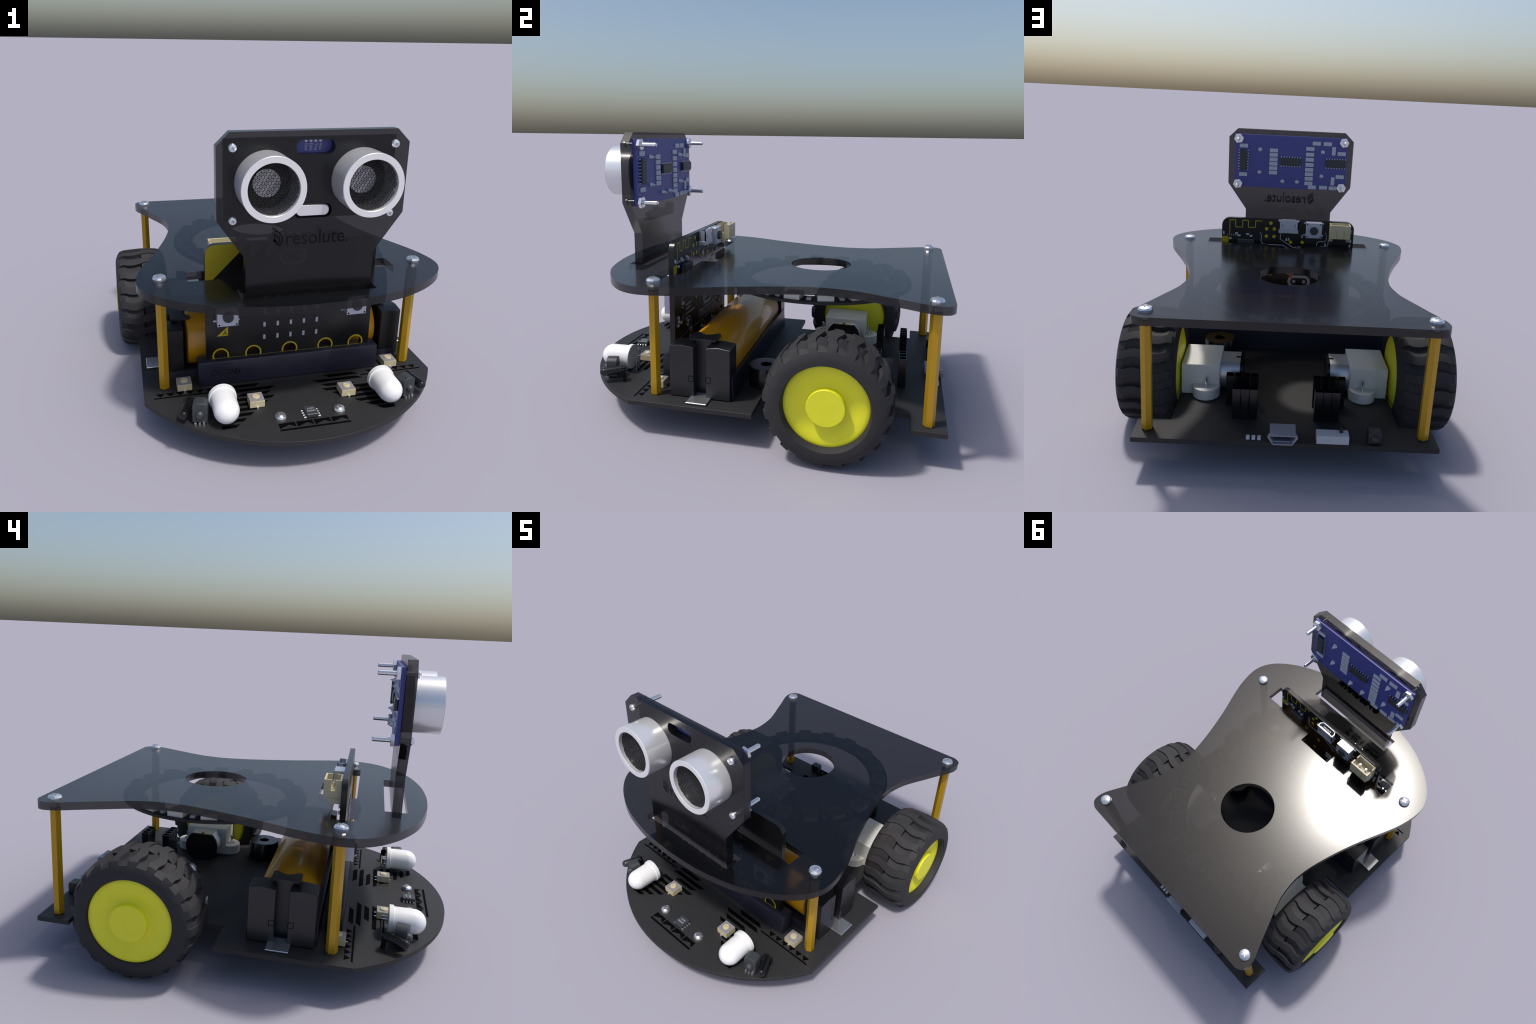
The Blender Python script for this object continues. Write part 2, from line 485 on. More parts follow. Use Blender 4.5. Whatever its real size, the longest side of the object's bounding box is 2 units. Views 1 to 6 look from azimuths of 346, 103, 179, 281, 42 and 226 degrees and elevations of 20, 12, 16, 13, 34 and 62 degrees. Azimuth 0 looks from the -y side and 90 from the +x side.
rc.box(CX - 0.446, CX - 0.380, 0.922, 0.972, Z_BOARD, Z_BOARD + 0.060, M_BLOCK, 0.004)
rc.revolve([(0.022, 0.0), (0.018, 0.008), (0.0, 0.013)], M_BLOCK, 20, axis="y", at=(CX - 0.413, 0.972, Z_BOARD + 0.026))
rc.done("remote_receiver", chassis)
for i in range(3):
    Build().box(CX + 0.114 + i * 0.026, CX + 0.131 + i * 0.026, 0.944, 0.974, Z_BOARD, Z_BOARD + 0.010, M_RESISTOR, 0.002).done("status_led", chassis)

# pin sockets behind the gearboxes
def socket(b, x, y):
    w, t = 0.0195, 0.003
    b.box(x - w, x + w, y - 0.0205, y + 0.0205, Z_BOARD, 0.310, M_BLACK, 0.0015)
    for a0, a1, c0, c1 in ((-w, w, -0.0205, -0.0205 + t), (-w, w, 0.0205 - t, 0.0205), (-w, -w + t, -0.017, 0.017), (w - t, w, -0.017, 0.017)):
        b.box(x + a0, x + a1, y + c0, y + c1, 0.308, 0.347, M_BLACK)
for s in (-1, 1):
    for row, (y, n) in enumerate(((0.777, 3), (0.643, 4))):
        for i in range(n):
            b = Build()
            socket(b, CX + s * (0.159 + i * 0.0415), y)
            b.done("pin_socket", chassis, smooth=0)

# buzzer
bz = Build()
bz.revolve([(0.091, Z_BOARD + 0.002), (0.091, 0.292), (0.088, 0.297), (0.031, 0.297), (0.029, 0.2955), (0.029, 0.262), (0.0, 0.262)],
           M_BLACK, 48, at=(0.394, 0.073, 0))
bz.done("buzzer", chassis, smooth=35)

# ---- light ring under the deck
ring_me = curve_mesh([circle(CX, 0.293, 0.511, 72), circle(CX, 0.293, 0.400, 72)], 0.014)
ring = Build().mesh(ring_me, M_BOARD, Matrix.Translation((0, 0, 0.678))).done("light_ring", robot, smooth=30)
px = Build()
px.box(-0.041, 0.041, -0.041, 0.041, 0.0, 0.030, M_WHITE, 0.001)
px.cyl((0, 0, 0), 0.031, 0.0295, 0.0308, M_SILK, 24)
p0 = px.done("pixel_led", ring, smooth=30)
pixel_me = p0.data
bpy.data.objects.remove(p0)
cp = Build()
cp.box(-0.012, 0.012, -0.020, 0.020, 0.0, 0.012, M_RESISTOR, 0.001)
c0 = cp.done("capacitor", ring)
cap_me = c0.data
bpy.data.objects.remove(c0)
for k in range(18):
    a = radians(11.5 + 20 * k)
    place("pixel_led", pixel_me, ring, (CX + 0.454 * cos(a), 0.293 + 0.454 * sin(a), 0.692), rot=(0, 0, a))
    a += radians(10)
    place("capacitor", cap_me, ring, (CX + 0.462 * cos(a), 0.293 + 0.462 * sin(a), 0.692), rot=(0, 0, a + pi / 2))

wl = Build()                     # orange lead connector hanging from the front of the ring
wl.box(-0.038, 0.007, -0.185, -0.155, 0.648, 0.678, M_ORANGE, 0.001)
wl.box(-0.029, -0.009, -0.178, -0.162, 0.615, 0.649, M_ORANGE, 0.001)
wl.done("ring_connector", ring)

# ---- wheels
W_Y, R_TYRE = 0.450, 0.302

def tyre_mesh():
    N, depth = 20, 0.027
    phases = [0.0, 0.15, 0.30, 0.45, 0.452, 0.60, 0.80, 0.998]
    us = [1.0, 0.8, 0.6, 0.4, 0.2, 0.045, 0.035, -0.035, -0.045, -0.2, -0.4, -0.6, -0.8, -1.0]
    # (w, r) of the smooth part of the section, outer bead to shoulder
    side = [(0.142, 0.203), (0.149, 0.207), (0.150, 0.233), (0.1455, 0.250), (0.138, 0.268), (0.125, 0.287)]
    def tread_drop(u, ph):
        if ph <= 0.45:
            return 0.0
        t = (ph - 0.45) / 0.55
        if abs(u) < 0.04:
            return depth * 1.35
        return depth * (0.30 + 0.55 * (1 - t if u > 0 else t))
    verts, faces = [], []
    section_len = None
    for j in range(N):
        for ph in phases:
            sec = []
            for w, r in side:
                sec.append((w, r - (0.012 if (ph > 0.45 and w < 0.13) else 0.0), 0.0))
            for u in us:
                w = 0.103 * u
                r = R_TYRE - 0.006 * u * u - tread_drop(u, ph) * (0.8 if abs(u) > 0.99 else 1.0)
                sec.append((w, r, 0.14 * sin(pi * u)))
            for w, r in reversed(side):
                sec.append((-w, r - (0.012 if (ph > 0.45 and w < 0.13) else 0.0), 0.0))
            sec += [(-0.10, 0.196, 0.0), (0.10, 0.196, 0.0)]
            section_len = len(sec)
            for w, r, sh in sec:
                th = 2 * pi * (j + ph + sh) / N
                verts.append((w, r * cos(th), r * sin(th)))
    rows = N * len(phases)
    for i in range(rows):
        k = (i + 1) % rows
        for s in range(section_len):
            t = (s + 1) % section_len
            faces.append((i * section_len + s, i * section_len + t, k * section_len + t, k * section_len + s))
    me = bpy.data.meshes.new("tyre")
    me.from_pydata(verts, [], faces)
    b = bmesh.new()
    b.from_mesh(me)
    bmesh.ops.recalc_face_normals(b, faces=b.faces)
    b.to_mesh(me)
    b.free()
    for p in me.polygons:
        p.use_smooth = True
    me.set_sharp_from_angle(angle=radians(22))
    me.materials.append(M_TYRE)
    return me

tyre_me = tyre_mesh()
def rim_mesh(hub, edge):
    """Yellow wheel disc: round hub, shallow conical dish around it, domed inside."""
    rb = Build()
    dish = edge - 0.014
    rb.revolve([(0.0, hub), (0.0865, hub), (0.0885, hub - 0.002), (0.0885, dish + 0.012), (0.092, dish + 0.005), (0.100, dish + 0.001),
                (0.112, dish + 0.001), (0.135, dish + 0.006), (0.160, edge - 0.003), (0.180, edge), (0.192, edge), (0.199, edge - 0.003), (0.2015, edge - 0.009),
                (0.2015, -0.128), (0.192, -0.137), (0.150, -0.148), (0.100, -0.154), (0.0, -0.156)], M_YELLOW, 64, axis="x")
    o = rb.done("rim", robot, smooth=28)
    me = o.data
    bpy.data.objects.remove(o)
    return me

for s, wx, hub, edge, spin in ((-1, -0.706, 0.1565, 0.136, -0.5), (1, 0.711, 0.133, 0.110, 9.5)):
    wheel = empty("wheel", robot, (wx, W_Y, R_TYRE))
    place("tyre", tyre_me, wheel, rot=(radians(spin), 0, 0), scale=(s, 1, 1))
    place("rim", rim_mesh(hub, edge), wheel, scale=(s, 1, 1))

# ---- gear motors
for s in (-1, 1):
    g = Build()
    DY = 0.013 + s * 0.0125          # the two motors do not sit quite level with each other
    X = lambda x: CX + s * x + 0.002 + s * 0.002
    xa, xb = sorted((X(0.341), X(0.540)))
    g.box(xa, xb, 0.2875 + DY, 0.539 + DY, Z_BOARD, 0.353, M_WHITE, 0.002)
    for y, d in ((0.539 + DY, 1), (0.2875 + DY, -1)):
        cy = y + d * 0.004
        pts = [(X(0.409) + 0.071 * cos(t), cy + d * 0.071 * sin(t)) for t in [pi * i / 18 for i in range(19)]]
        pts += [(X(0.409) - 0.071, y - d * 0.004), (X(0.409) + 0.071, y - d * 0.004)]
        g.prism(pts, Z_BOARD + 0.001, 0.243, M_WHITE, bevel=0.002)
    gear = g.done("gearbox", robot, smooth=25)
    mt = Build()
    R, cy, cz, fl = 0.100, 0.4135 + DY, 0.270, 0.076
    a0 = math.asin(fl / R)
    sect = [(cy + R * cos(a), cz + R * sin(a)) for a in [-a0 + 2 * a0 * i / 10 for i in range(11)]]
    sect += [(cy - R * cos(a), cz + R * sin(a)) for a in [a0 - 2 * a0 * i / 10 for i in range(11)]]
    mt.prism(sect, X(0.341), X(0.238), M_MOTOR, "yz")
    mt.done("motor_can", gear, smooth=30)
    ec = Build()
    ec.prism([(cy + (y - cy) * 1.01, cz + (z - cz) * 1.01) for y, z in sect], X(0.2385), X(0.222), M_BLACK, "yz")
    ec.box(*sorted((X(0.238), X(0.262))), cy - 0.008, cy + 0.008, cz + fl - 0.004, cz + fl + 0.0015, M_BLACK)
    ec.done("motor_cap", gear, smooth=30)
    bolts = Build()
    for y in (0.553 + DY, 0.274 + DY):
        bolts.cyl((X(0.409), y + (0.008 if y > 0.5 else -0.008), 0), 0.0075, 0.240, 0.296, M_STEEL, 12, bevel=0.002)
        bolts.cyl((X(0.409), y + (0.008 if y > 0.5 else -0.008), 0), 0.020, 0.2425, 0.247, M_STEEL, 16)
    bolts.done("mounting_bolt", gear)
    ax = Build()
    ax.cyl((0, 0.456, 0.285), 0.022, *sorted((X(0.530), X(0.600))), M_WHITE, 16, axis="x")
    ax.done("axle", gear)

# ---- battery holder
HX = 0.0060            # holder sits a little to one side
BY, BZ, BR = -0.205, 0.335, 0.147
hold = Build()
hold.box(HX - 0.618, HX + 0.618, -0.368, -0.040, Z_BOARD + 0.001, Z_BOARD + 0.016, M_NAVY)
for d in (-1, 1):
    yo = BY + d * 0.170
    top = 0.300 if d > 0 else 0.222
    hold.prism([(yo, Z_BOARD + 0.001), (yo - d * 0.008, top), (yo - d * 0.022, top), (yo - d * 0.030, Z_BOARD + 0.001)],
               HX - 0.622, HX + 0.622, M_NAVY, "yz")
holder = hold.done("battery_holder", robot, smooth=20)
bat = Build()
bat.revolve([(0.0, -0.520), (BR - 0.016, -0.520), (BR - 0.006, -0.516), (BR, -0.504), (BR, 0.504), (BR - 0.006, 0.516), (BR - 0.016, 0.520), (0.0, 0.520)],
            M_BATTERY, 56, axis="x", at=(HX, BY, BZ))
bat.done("battery", holder, smooth=35)
for s in (-1, 1):
    X = lambda x: HX + s * x
    xa, xb = sorted((X(0.542), X(0.6545)))
    for y0, y1 in ((-0.364, -0.237), (-0.173, -0.047)):
        ym = (y0 + y1) / 2
        c = Build()
        c.prism([(y0, Z_BOARD + 0.004), (y1, Z_BOARD + 0.004), (y1, 0.4545), (ym, 0.463), (y0, 0.4545)], xa, xb, M_BLOCK, "yz", 0.002)
        # small latch outline on the outer face
        yl = (y1 - 0.013) if y1 < -0.2 else (y0 + 0.013)
        for q in ((yl - 0.013, yl + 0.013, 0.302, 0.3045), (yl - 0.013, yl + 0.013, 0.274, 0.2765),
                  (yl - 0.013, yl - 0.0105, 0.274, 0.3045), (yl + 0.0105, yl + 0.013, 0.274, 0.3045)):
            c.box(*sorted((X(0.6540), X(0.6551))), *q, M_MARK)
        c.done("clip_block", holder, smooth=20)
    w = Build()
    w.box(*sorted((X(0.560), X(0.590))), -0.245, -0.165, Z_BOARD + 0.004, 0.475, M_BLOCK)
    # hook plate with concave inner edge
    pts = [(X(0.597), -0.278), (X(0.597), -0.138), (X(0.505), -0.140), (X(0.497), -0.148), (X(0.497), -0.160)]
    pts += [(X(0.497 + 0.030 * sin(pi * i / 8)), -0.160 - 0.096 * i / 8) for i in range(1, 9)]
    pts += [(X(0.497), -0.268), (X(0.505), -0.277)]
    w.prism(pts, 0.470, 0.482, M_BLOCK)
    w.done("clip_hook", holder, smooth=20)
    tb = Build()
    tb.box(*sorted((X(0.560), X(0.729))), -0.254, -0.147, Z_BOARD + 0.003, Z_BOARD + 0.011, M_STEEL, 0.002)
    tb.done("contact_tab", holder)

# ---- edge connector and controller board
con = Build()
con.box(CX - 0.480, CX + 0.480, -0.481, -0.396, Z_BOARD + 0.001, 0.323, M_NAVY, 0.009, 2)
con.mesh(lettering("CYLCONN", 0.148, 0.034, 0.0012), M_BLACK, on_front(-0.413, -0.4803, 0.243))
connector = con.done("edge_connector", robot, smooth=40)

BF, BB = -0.4505, -0.4225      # front and back faces of the controller board
RING_X = (-0.359, -0.19, 0.003, 0.197, 0.366)
cb_me = curve_mesh([rounded(CX - 0.436, CX + 0.436, 0.225, 0.933, 0.052, 7)] + [circle(x, 0.338, 0.034, 28) for x in RING_X], BB - BF)
controller = Build().mesh(cb_me, M_PCBBLACK, on_front(0, BB, 0)).done("controller_board", robot, smooth=30)

art = Build()                   # front artwork
f0, f1 = BF - 0.0008, BF + 0.001
art.prism([(CX - 0.4355, 0.720), (CX - 0.2235, 0.9325)] + [(x, z) for x, z in arc(CX - 0.436 + 0.052, 0.933 - 0.052, 0.0515, 90, 180, 7)], f0, f1, M_GOLDPRINT, "xz")
for x0, x1, z1 in ((-0.2120, -0.1315, 0.9325), (-0.1305, -0.042, 0.9325)):   # smaller flags along the top edge
    art.prism([(x0, z1), (x1, z1), (x0, z1 - (x1 - x0))], f0, f1, M_GOLDPRINT, "xz")
for x in RING_X:
    art.ring((x, 0.338), 0.0345, 0.0425, f0, f1, M_GOLD)
for i in range(64):
    x = -0.40 + i * 0.0127
    art.box(x - 0.0035, x + 0.0035, f0, f1, 0.308, 0.325, M_GOLD)
art.prism([(-0.321, 0.499), (-0.378, 0.449), (-0.321, 0.449)], f0, f1, M_GOLD, "xz")
art.mesh(lettering("A", 0.022, 0.026, 0.0006), M_BLACK, on_front(-0.347, f0 + 0.0001, 0.453))
art.prism([(0.334, 0.690), (0.388, 0.690), (0.334, 0.640)], f0, f1, M_GOLD, "xz")
art.mesh(lettering("B", 0.018, 0.022, 0.0006), M_BLACK, on_front(0.338, f0 + 0.0001, 0.664))
def pill_ring(b, cx, cz, w, h, t, a0, a1, m):
    out = rounded(cx - w, cx + w, cz - h, cz + h, h * 0.999, 8)
    inn = rounded(cx - w + t, cx + w - t, cz - h + t, cz + h - t, (h - t) * 0.999, 8)
    for i in range(len(out)):
        j = (i + 1) % len(out)
        if hypot(out[i][0] - out[j][0], out[i][1] - out[j][1]) > 1e-5:
            b.prism([out[i], out[j], inn[j], inn[i]], a0, a1, m, "xz")
pill_ring(art, CX, 0.850, 0.070, 0.044, 0.018, f0, f1, M_GOLDPRINT)
for s in (-1, 1):
    art.cyl((CX + s * 0.033, BF, 0.850), 0.010, -0.0008, 0.001, M_GOLDPRINT, 16, axis="y")
art.done("board_print", controller, smooth=0)

for ix in range(5):
    for iz in range(5):
        if ix + iz == 0:
            mb = Build().box(-0.0065, 0.0065, -0.007, 0.0, -0.0135, 0.0135, M_TIN, 0.0015)
            o = mb.done("matrix_led", controller, loc=(-0.135, BF, 0.424))
            matrix_me = o.data
        else:
            place("matrix_led", matrix_me, controller, (-0.135 + 0.0692 * ix, BF, 0.424 + 0.071 * iz))

def push_button(b, out=-1):
    b.box(-0.052, 0.052, 0.0, out * 0.052, -0.051, 0.051, M_TIN, 0.0015)
    b.cyl((0, out * 0.052, 0), 0.0265, 0.0 if out > 0 else -0.012, 0.012 if out > 0 else 0.0, M_IC, 28, axis="y", bevel=0.001)
    for sx in (-1, 1):
        for sz in (-1, 1):
            b.cyl((sx * 0.043, out * 0.052, sz * 0.042), 0.0045, -0.001, 0.001, M_MARK, 10, axis="y")
            b.box(sx * 0.050, sx * 0.066, 0.0, out * 0.006, sz * 0.040 - 0.005, sz * 0.040 + 0.005, M_TIN)
for x in (-0.334, 0.334):
    b = Build()
    push_button(b)
    b.done("push_button", controller, loc=(CX + x, BF, 0.577))
b = Build()
push_button(b, 1)
b.done("reset_button", controller, loc=(CX - 0.168, BB, 0.879))

# back artwork
bk = Build()
g0, g1 = BB - 0.001, BB + 0.0008
bk.strip([(0.389, 0.827), (0.389, 0.918), (0.351, 0.918), (0.351, 0.871), (0.305, 0.871), (0.305, 0.918), (0.267, 0.918),
          (0.267, 0.872), (0.220, 0.872), (0.220, 0.918), (0.180, 0.918)], 0.0060, g0, g1, M_GOLDPRINT)
for x, z in ((0.119, 0.906), (0.146, 0.867), (0.095, 0.868), (0.146, 0.817), (0.095, 0.817), (-0.017, 0.783), (-0.094, 0.785),
             (0.109, 0.557), (-0.23, 0.70), (0.20, 0.70), (0.08, 0.68)):
    bk.cyl((x, BB, z), 0.0115, -0.001, 0.0009, M_GOLD, 20, axis="y")
for line in ([(0.188, 0.84), (0.179, 0.828), (0.179, 0.778), (0.165, 0.762), (0.032, 0.760), (-0.007, 0.735), (-0.06, 0.70)],
             [(0.047, 0.845), (0.053, 0.834), (0.053, 0.801), (-0.032, 0.749), (-0.049, 0.748)],
             [(-0.243, 0.856), (-0.253, 0.844), (-0.253, 0.805), (-0.247, 0.797), (-0.204, 0.796), (-0.191, 0.781), (-0.191, 0.755)],
             [(-0.267, 0.81), (-0.266, 0.774), (-0.261, 0.765), (-0.213, 0.763)],
             [(0.298, 0.612), (0.334, 0.601), (0.337, 0.553), (0.316, 0.542)],
             [(0.238, 0.476), (0.216, 0.469), (0.203, 0.450), (0.203, 0.393)]):
    bk.strip(line, 0.0045, g0, g1, M_SILK)
bk.box(-0.430, 0.438, g0, g1, 0.386, 0.3885, M_SILK)
for x in RING_X:
    bk.ring((x, 0.338), 0.0345, 0.0415, g0, g1, M_GOLD, seg=28)
bk.mesh(lettering("micro:bit", 0.318, 0.078, 0.0008), M_SILK, on_back(0.059, BB, 0.405))
for word, w, z in (("PROCESSOR", 0.09, 0.542), ("COMPASS", 0.075, 0.518), ("ACCELEROMETER", 0.136, 0.490), ("PINS", 0.036, 0.463)):
    bk.mesh(lettering(word, w, 0.013, 0.0008), M_SILK, on_back(0.281, BB, z))
bk.mesh(lettering("USB", 0.034, 0.015, 0.0008), M_SILK, on_back(-0.052, BB, 0.743))
bk.mesh(lettering("3V", 0.026, 0.017, 0.0008), M_SILK, on_back(-0.403, BB, 0.884, -pi / 2))
bk.mesh(lettering("BATTERY", 0.075, 0.014, 0.0008), M_SILK, on_back(-0.150, BB, 0.738))
bk.mesh(lettering("RESET", 0.055, 0.014, 0.0008), M_SILK, on_back(-0.120, BB, 0.718))
bk.prism(rounded(-0.050, 0.002, 0.560, 0.620, 0.006, 3), g0, g1, M_SILK, "xz")
bk.mesh(lettering("E", 0.018, 0.024, 0.001), M_BLACK, on_back(-0.015, BB, 0.578))
pill_ring(bk, -0.086, 0.510, 0.0765, 0.044, 0.0185, g0, g1, M_SILK)
for x in (-0.052, -0.120):
    bk.cyl((x, BB, 0.510), 0.012, -0.001, 0.0009, M_SILK, 20, axis="y")
bk.done("board_print", controller, smooth=0)

ct = Build()                     # small surface parts on the back
for x, z, w, h in ((0.427, 0.829, 0.010, 0.020), (0.343, 0.829, 0.018, 0.012), (0.325, 0.815, 0.018, 0.012), (0.270, 0.826, 0.018, 0.012),
                   (0.247, 0.815, 0.018, 0.012), (0.384, 0.793, 0.018, 0.012), (0.013, 0.801, 0.010, 0.020), (-0.002, 0.803, 0.010, 0.020),
                   (-0.091, 0.826, 0.009, 0.020), (-0.247, 0.776, 0.010, 0.018), (-0.413, 0.807, 0.010, 0.020),
                   (0.394, 0.489, 0.016, 0.016), (0.403, 0.469, 0.016, 0.016), (0.362, 0.475, 0.016, 0.016), (0.395, 0.510, 0.016, 0.016),
                   (0.254, 0.452, 0.016, 0.016), (0.263, 0.432, 0.016, 0.016), (0.219, 0.395, 0.016, 0.016), (0.325, 0.575, 0.012, 0.018),
                   (-0.30, 0.42, 0.016, 0.012), (-0.34, 0.44, 0.016, 0.012), (-0.36, 0.48, 0.016, 0.012), (-0.41, 0.775, 0.010, 0.018)):
    ct.box(x - w / 2, x + w / 2, BB, BB + 0.009, z - h / 2, z + h / 2, M_TIN, 0.0015)
for i in range(6):
    ct.box(0.400 - i * 0.0125, 0.4035 - i * 0.0125, BB, BB + 0.004, 0.812, 0.823, M_TIN)
ct.done("surface_component", controller, kind="stuff")
Build().box(0.226, 0.334, BB, BB + 0.028, 0.690, 0.796, M_IC, 0.003).done("processor_chip", controller)
Build().box(0.318, 0.352, BB, BB + 0.012, 0.478, 0.512, M_IC, 0.002).done("sensor_chip", controller)
Build().box(0.396, 0.4405, BB, BB + 0.0006, 0.760, 0.806, M_GOLDPRINT).done("label_patch", controller, smooth=0)

u = Build()                      # socket pointing up at the top edge
def upright_usb(b):
    x0, x1, y0, y1, z0, z1 = -0.062, 0.066, BB, BB + 0.046, 0.852, 0.936
    t = 0.006
    b.box(x0, x1, y0, y1, z0, z0 + 0.025, M_TIN, 0.002)
    b.box(x0, x1, y1 - t, y1, z0 + 0.025, z1, M_TIN)
    b.box(x0 + 0.014, x1 - 0.014, y0, y0 + t, z0 + 0.025, z1, M_TIN)
    for s, xe in ((1, x0), (-1, x1)):
        b.box(*sorted((xe, xe + s * t)), y0 + 0.018, y1, z0 + 0.025, z1, M_TIN)
        b.prism([(xe, y0 + 0.020), (xe + s * t, y0 + 0.020), (xe + s * (0.014 + t), y0), (xe + s * 0.014, y0)], z0 + 0.025, z1, M_TIN)
        b.prism([(xe - s * 0.006, z1 + 0.004), (xe + s * 0.008, z1 - 0.002), (xe + s * 0.002, z1 - 0.010)], y1 - t, y1 + 0.002, M_TIN, "xz")
        b.box(*sorted((xe + s * 0.018, xe + s * 0.028)), y1 - 0.001, y1 + 0.0012, z1 - 0.042, z1 - 0.022, M_DARKSTEEL)
    b.box(x0 + 0.022, x1 - 0.022, y1 - t, y1 + 0.004, z1, z1 + 0.008, M_TIN)
    b.box(-0.030, 0.034, BB + 0.016, BB + 0.026, z0 + 0.025, z1 - 0.008, M_BLACK)
upright_usb(u)
u.done("usb_socket", controller)

j = Build()                      # battery plug housing, open at the top
x0, x1, y0, y1, z0, z1 = -0.400, -0.267, BB + 0.002, BB + 0.086, 0.838, 0.927
t = 0.009
j.box(x0, x1, y0, y1, z0, z0 + 0.035, M_BEIGE)
j.box(x0 + t, x1 - t, y1 - t, y1, z0 + 0.035, z1, M_BEIGE)
j.box(x0 + t, x1 - t, y0, y0 + t, z0 + 0.035, z1, M_BEIGE)
j.box(x0, x0 + t, y0, y0 + 0.030, z0 + 0.035, z1, M_BEIGE)
j.box(x0, x0 + t, y1 - 0.034, y1, z0 + 0.035, z1, M_BEIGE)
j.box(x1 - t, x1, y0, y0 + 0.030, z0 + 0.035, z1, M_BEIGE)
j.box(x1 - t, x1, y1 - 0.034, y1, z0 + 0.035, z1, M_BEIGE)
for xa, xb in ((x0, x0 + 0.022), (x1 - 0.022, x1)):
    j.prism([(y0, 0.812), (y1 - 0.034, 0.812), (y1 - 0.018, z0 + 0.001), (y0, z0 + 0.001)], xa, xb, M_BEIGE, "yz")
for x in (-0.310, -0.358):
    j.cyl((x, BB + 0.042, 0), 0.006, z0 + 0.035, z1 - 0.022, M_STEEL, 10)
    j.box(x - 0.0025, x + 0.0025, y1 - 0.001, y1 + 0.0008, z0 + 0.002, z0 + 0.055, M_GOLD)
j.done("battery_plug", controller, smooth=20)

# ---- upright sensor plate
PF, PB = -0.711, -0.6645
plate_out = [(CX - 0.295, 0.738), (CX + 0.295, 0.738), (CX + 0.295, 0.948), (CX + 0.421, 1.126), (CX + 0.421, 1.438), (CX + 0.363, 1.4945),
             (CX - 0.363, 1.4945), (CX - 0.421, 1.438), (CX - 0.421, 1.126), (CX - 0.295, 0.948)]
SX, SZ, SR = 0.211, 1.284, 0.135
pill_top = rounded(CX - 0.085, CX + 0.085, 1.395, 1.455, 0.028, 6)
pill_low = rounded(CX - 0.085, CX + 0.085, 1.122, 1.185, 0.028, 6)
pl_me = curve_mesh([plate_out, circle(CX - SX, SZ, SR + 0.0025, 64), circle(CX + SX, SZ, SR + 0.0025, 64), pill_top, pill_low], PB - PF)
plate = Build().mesh(pl_me, M_ACRYLIC, on_front(0, PB, 0)).done("sensor_plate", robot, smooth=22)

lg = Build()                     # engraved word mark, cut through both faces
dep = PB - PF - 0.002 + 0.0006
lg.mesh(lettering("resolute.", 0.284, 0.064, dep), M_NOZZLE, on_front(-0.112, PB - 0.002, 1.003))
a0, a1 = PF - 0.0006, PB - 0.002
lg.ring((-0.168, 1.031), 0.036, 0.042, a0, a1, M_NOZZLE, seg=14, t0=radians(-50), t1=radians(85))
lg.ring((-0.166, 1.030), 0.020, 0.026, a0, a1, M_NOZZLE, seg=12, t0=radians(-70), t1=radians(90))
lg.cyl((-0.163, a0, 1.026), 0.008, 0.0, a1 - a0, M_NOZZLE, 14, axis="y")
lg.strip([(-0.163, 1.026), (-0.141, 1.003)], 0.005, a0, a1, M_NOZZLE)
lg.strip([(-0.164, 1.026), (-0.164, 1.052)], 0.005, a0, a1, M_NOZZLE)
lg.done("word_mark", plate, smooth=0)

# ---- ultrasonic sensor: blue board with parts, two silver cans through the plate
S0, S1 = -0.663, -0.642
sensor = Build().box(CX - 0.382, CX + 0.382, S0, S1, 1.107, 1.461, M_PCBBLUE, 0.001).done("ultrasonic_sensor", robot)

can = Build()
can.revolve([(SR, 0.0), (SR, -0.181), (SR - 0.002, -0.183), (0.1095, -0.183), (0.1075, -0.181), (0.1075, -0.048), (0.0, -0.048)],
            M_CAN, 72, axis="y")
can.revolve([(SR - 0.0015, -0.1832), (SR - 0.0015, -0.184), (0.109, -0.184), (0.109, -0.1832)], M_CANFACE, 72, axis="y", loop=True)
can.cyl((0, -0.051, 0), 0.107, -0.003, 0.001, M_NET, 48, axis="y")
can.revolve([(0.060, -0.052), (0.060, -0.060), (0.050, -0.062), (0.0, -0.062)], M_CAN, 40, axis="y")
can_o = can.done("transducer", sensor, smooth=35)
can_me = can_o.data
bpy.data.objects.remove(can_o)

net = Build()                    # hexagonal wire grille
pitch, wire = 0.0142, 0.0017
rad_h = pitch / sqrt(3)
seen = set()
for iy in range(-10, 11):
    for ix in range(-10, 11):
        hx, hz = pitch * (ix + 0.5 * (iy % 2)), pitch * sqrt(3) / 2 * iy
        if hypot(hx, hz) > 0.108:
            continue
        pts = [(hx + rad_h * cos(radians(30 + 60 * k)), hz + rad_h * sin(radians(30 + 60 * k))) for k in range(6)]
        for k in range(6):
            p, q = pts[k], pts[(k + 1) % 6]
            key = tuple(sorted(((round(p[0], 4), round(p[1], 4)), (round(q[0], 4), round(q[1], 4)))))
            if key in seen or max(hypot(*p), hypot(*q)) > 0.1085:
                continue
            seen.add(key)
            net.strip([p, q], wire, -0.164, -0.161, M_NET)
        for k in (0, 2, 4):      # spokes that break the cells up
            if (ix * 3 + iy * 5 + k) % 4 < 2 and max(hypot(*pts[k]), hypot(*pts[(k + 3) % 6])) < 0.1085:
                net.strip([pts[k], pts[(k + 3) % 6]], wire * 0.7, -0.163, -0.1615, M_NET)
n0 = net.done("grille", sensor, smooth=0, kind="stuff")
net_me = n0.data
bpy.data.objects.remove(n0)
for s in (-1, 1):
    t_o = place("transducer", can_me, sensor, (CX + s * SX, -0.664, SZ))
    place("grille", net_me, t_o, kind="stuff")

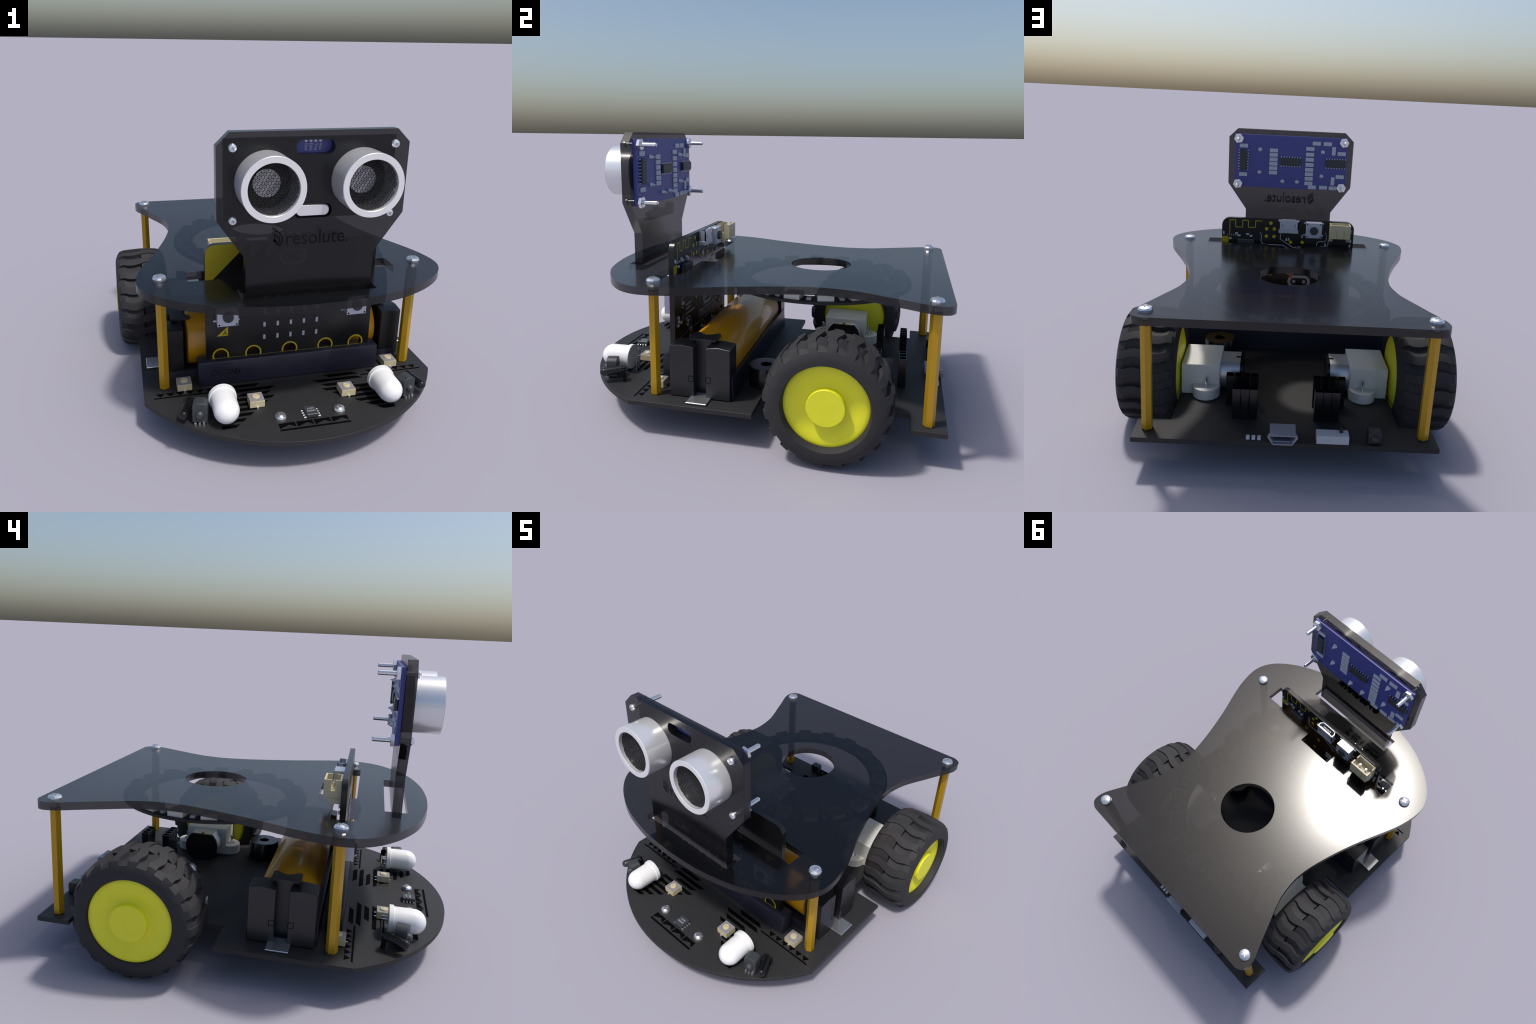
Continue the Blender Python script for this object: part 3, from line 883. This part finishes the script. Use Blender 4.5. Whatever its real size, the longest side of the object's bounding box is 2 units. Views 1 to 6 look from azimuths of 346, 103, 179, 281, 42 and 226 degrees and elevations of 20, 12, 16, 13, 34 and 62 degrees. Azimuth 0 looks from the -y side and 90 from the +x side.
fr = Build()                     # crystal and front print
fr.prism(rounded(CX - 0.075, CX + 0.075, 1.128, 1.177, 0.0235, 8), S0 + 0.001, -0.706, M_CAN, "xz", 0.003)
fr.done("crystal", sensor, smooth=35)
fp = Build()
for word, x in (("Vcc", 0.030), ("Trig", 0.0085), ("Echo", -0.0125), ("Gnd", -0.034)):
    fp.mesh(lettering(word, 0.028 if len(word) == 3 else 0.032, 0.012, 0.0006), M_SILK, on_front(CX + x, S0, 1.434, -pi / 2))
    fp.cyl((CX + x + 0.004, S0, 1.446), 0.0065, -0.003, 0.0, M_TIN, 14, axis="y")
fp.mesh(lettering("HC-SR04", 0.130, 0.026, 0.0006), M_SILK, on_front(0.068, S0, 1.226, pi))
fp.mesh(lettering("R", 0.020, 0.026, 0.0006), M_SILK, on_front(-0.294, S0, 1.437, pi))
fp.mesh(lettering("T", 0.020, 0.026, 0.0006), M_SILK, on_front(0.337, S0, 1.437, pi))
fp.done("board_print", sensor, smooth=0)

def package(b, cx, cz, along_x, n=8):
    L, w = 0.0675, 0.0255
    hx, hz = (L, w) if along_x else (w, L)
    b.box(cx - hx, cx + hx, S1 + 0.003, S1 + 0.018, cz - hz, cz + hz, M_IC, 0.003)
    for i in range(n):
        d = -L + 0.004 + i * (2 * L - 0.008) / (n - 1)
        for s in (-1, 1):
            if along_x:
                b.box(cx + d - 0.0028, cx + d + 0.0028, S1, S1 + 0.009, *sorted((cz + s * w, cz + s * (w + 0.009))), M_TIN)
            else:
                b.box(*sorted((cx + s * w, cx + s * (w + 0.009))), S1, S1 + 0.009, cz + d - 0.0028, cz + d + 0.0028, M_TIN)
    px_, pz_ = (cx + L - 0.014, cz - w + 0.014) if along_x else (cx + w - 0.014, cz + L - 0.016)
    b.cyl((px_, S1 + 0.018, pz_), 0.004, -0.001, 0.0006, M_BLACK, 12, axis="y")
for cx_, cz_, ax_ in ((0.324, 1.290, False), (0.004, 1.2905, True), (-0.302, 1.290, True)):
    b = Build()
    package(b, cx_, cz_, ax_)
    b.done("logic_chip", sensor)

def resistor_mesh(horizontal):
    b = Build()
    hx, hz = (0.0275, 0.0125) if horizontal else (0.0125, 0.0275)
    b.box(-hx, hx, 0, 0.008, -hz, hz, M_RESISTOR, 0.001)
    lt = lettering("LR7", 0.030, 0.014, 0.0004)
    b.mesh(lt, M_SILK, on_back(0.015, 0.008, 0.007, pi) @ Matrix.Translation((-0.030, 0, 0)) if horizontal
           else on_back(0.007, 0.008, 0.015, -pi / 2))
    o = b.done("resistor", sensor, smooth=0)
    me = o.data
    bpy.data.objects.remove(o)
    return me
res_h, res_v = resistor_mesh(True), resistor_mesh(False)
spots = [(0.324, 1.384), (0.324, 1.192)] + [(0.121, 1.361 - 0.0298 * i) for i in range(6)]
spots += [(-0.165, 1.419), (-0.239, 1.419)] + [(-0.124, z) for z in (1.382, 1.344, 1.310, 1.275, 1.242, 1.212, 1.181, 1.149)]
spots += [(-0.149, 1.123), (-0.226, 1.124), (-0.292, 1.123), (-0.337, 1.358), (-0.335, 1.202)]
for x, z in spots:
    place("resistor", res_h, sensor, (x, S1, z))
for x, z in ((-0.283, 1.374), (-0.288, 1.171)):
    place("resistor", res_v, sensor, (x, S1, z))
cone = Build()
cone.revolve([(0.0155, 0.0), (0.0, 0.034)], M_TIN, 16, axis="y")
k0 = cone.done("solder_pin", sensor, smooth=40)
cone_me = k0.data
bpy.data.objects.remove(k0)
for x, z in ((0.213, 1.362), (0.213, 1.209), (0.054, 1.154), (-0.045, 1.154), (-0.21, 1.363), (-0.21, 1.200)):
    place("solder_pin", cone_me, sensor, (x, S1, z))

# bolts that hold the sensor to the plate
bolt = Build()
bolt.revolve([(0.0185, 0.0), (0.0185, -0.008), (0.015, -0.014), (0.008, -0.017), (0.0, -0.0175)], M_STEEL, 14, axis="y")
bolt.revolve([(0.0115, -0.0005), (0.0115, 0.168), (0.0085, 0.173), (0.0, 0.173)], M_STEEL, 16, axis="y")
for a in (0.4, 0.4 + pi / 2):
    c, s = cos(a), sin(a)
    L, w = 0.009, 0.0018
    bolt.prism([(c * L - s * w, s * L + c * w), (-c * L - s * w, -s * L + c * w), (-c * L + s * w, -s * L - c * w), (c * L + s * w, s * L - c * w)],
               -0.0178, -0.014, M_DARKSTEEL, "xz")
b0 = bolt.done("bolt", plate, smooth=25)
bolt_me = b0.data
bpy.data.objects.remove(b0)
nut = Build()
nut.revolve([(0.0305, 0.0), (0.0330, 0.002), (0.0330, 0.018), (0.0305, 0.020)], M_STEEL, 6, axis="y")
n1 = nut.done("nut", plate, smooth=0)
nut_me = n1.data
bpy.data.objects.remove(n1)
for x in (-0.3535, 0.3535):
    for z in (1.1275, 1.431):
        bo = place("bolt", bolt_me, plate, (CX + x, PF, z))
        place("nut", nut_me, bo, (0, S1 - PF, 0), rot=(0, 0.15, 0))

bpy.context.view_layer.update()
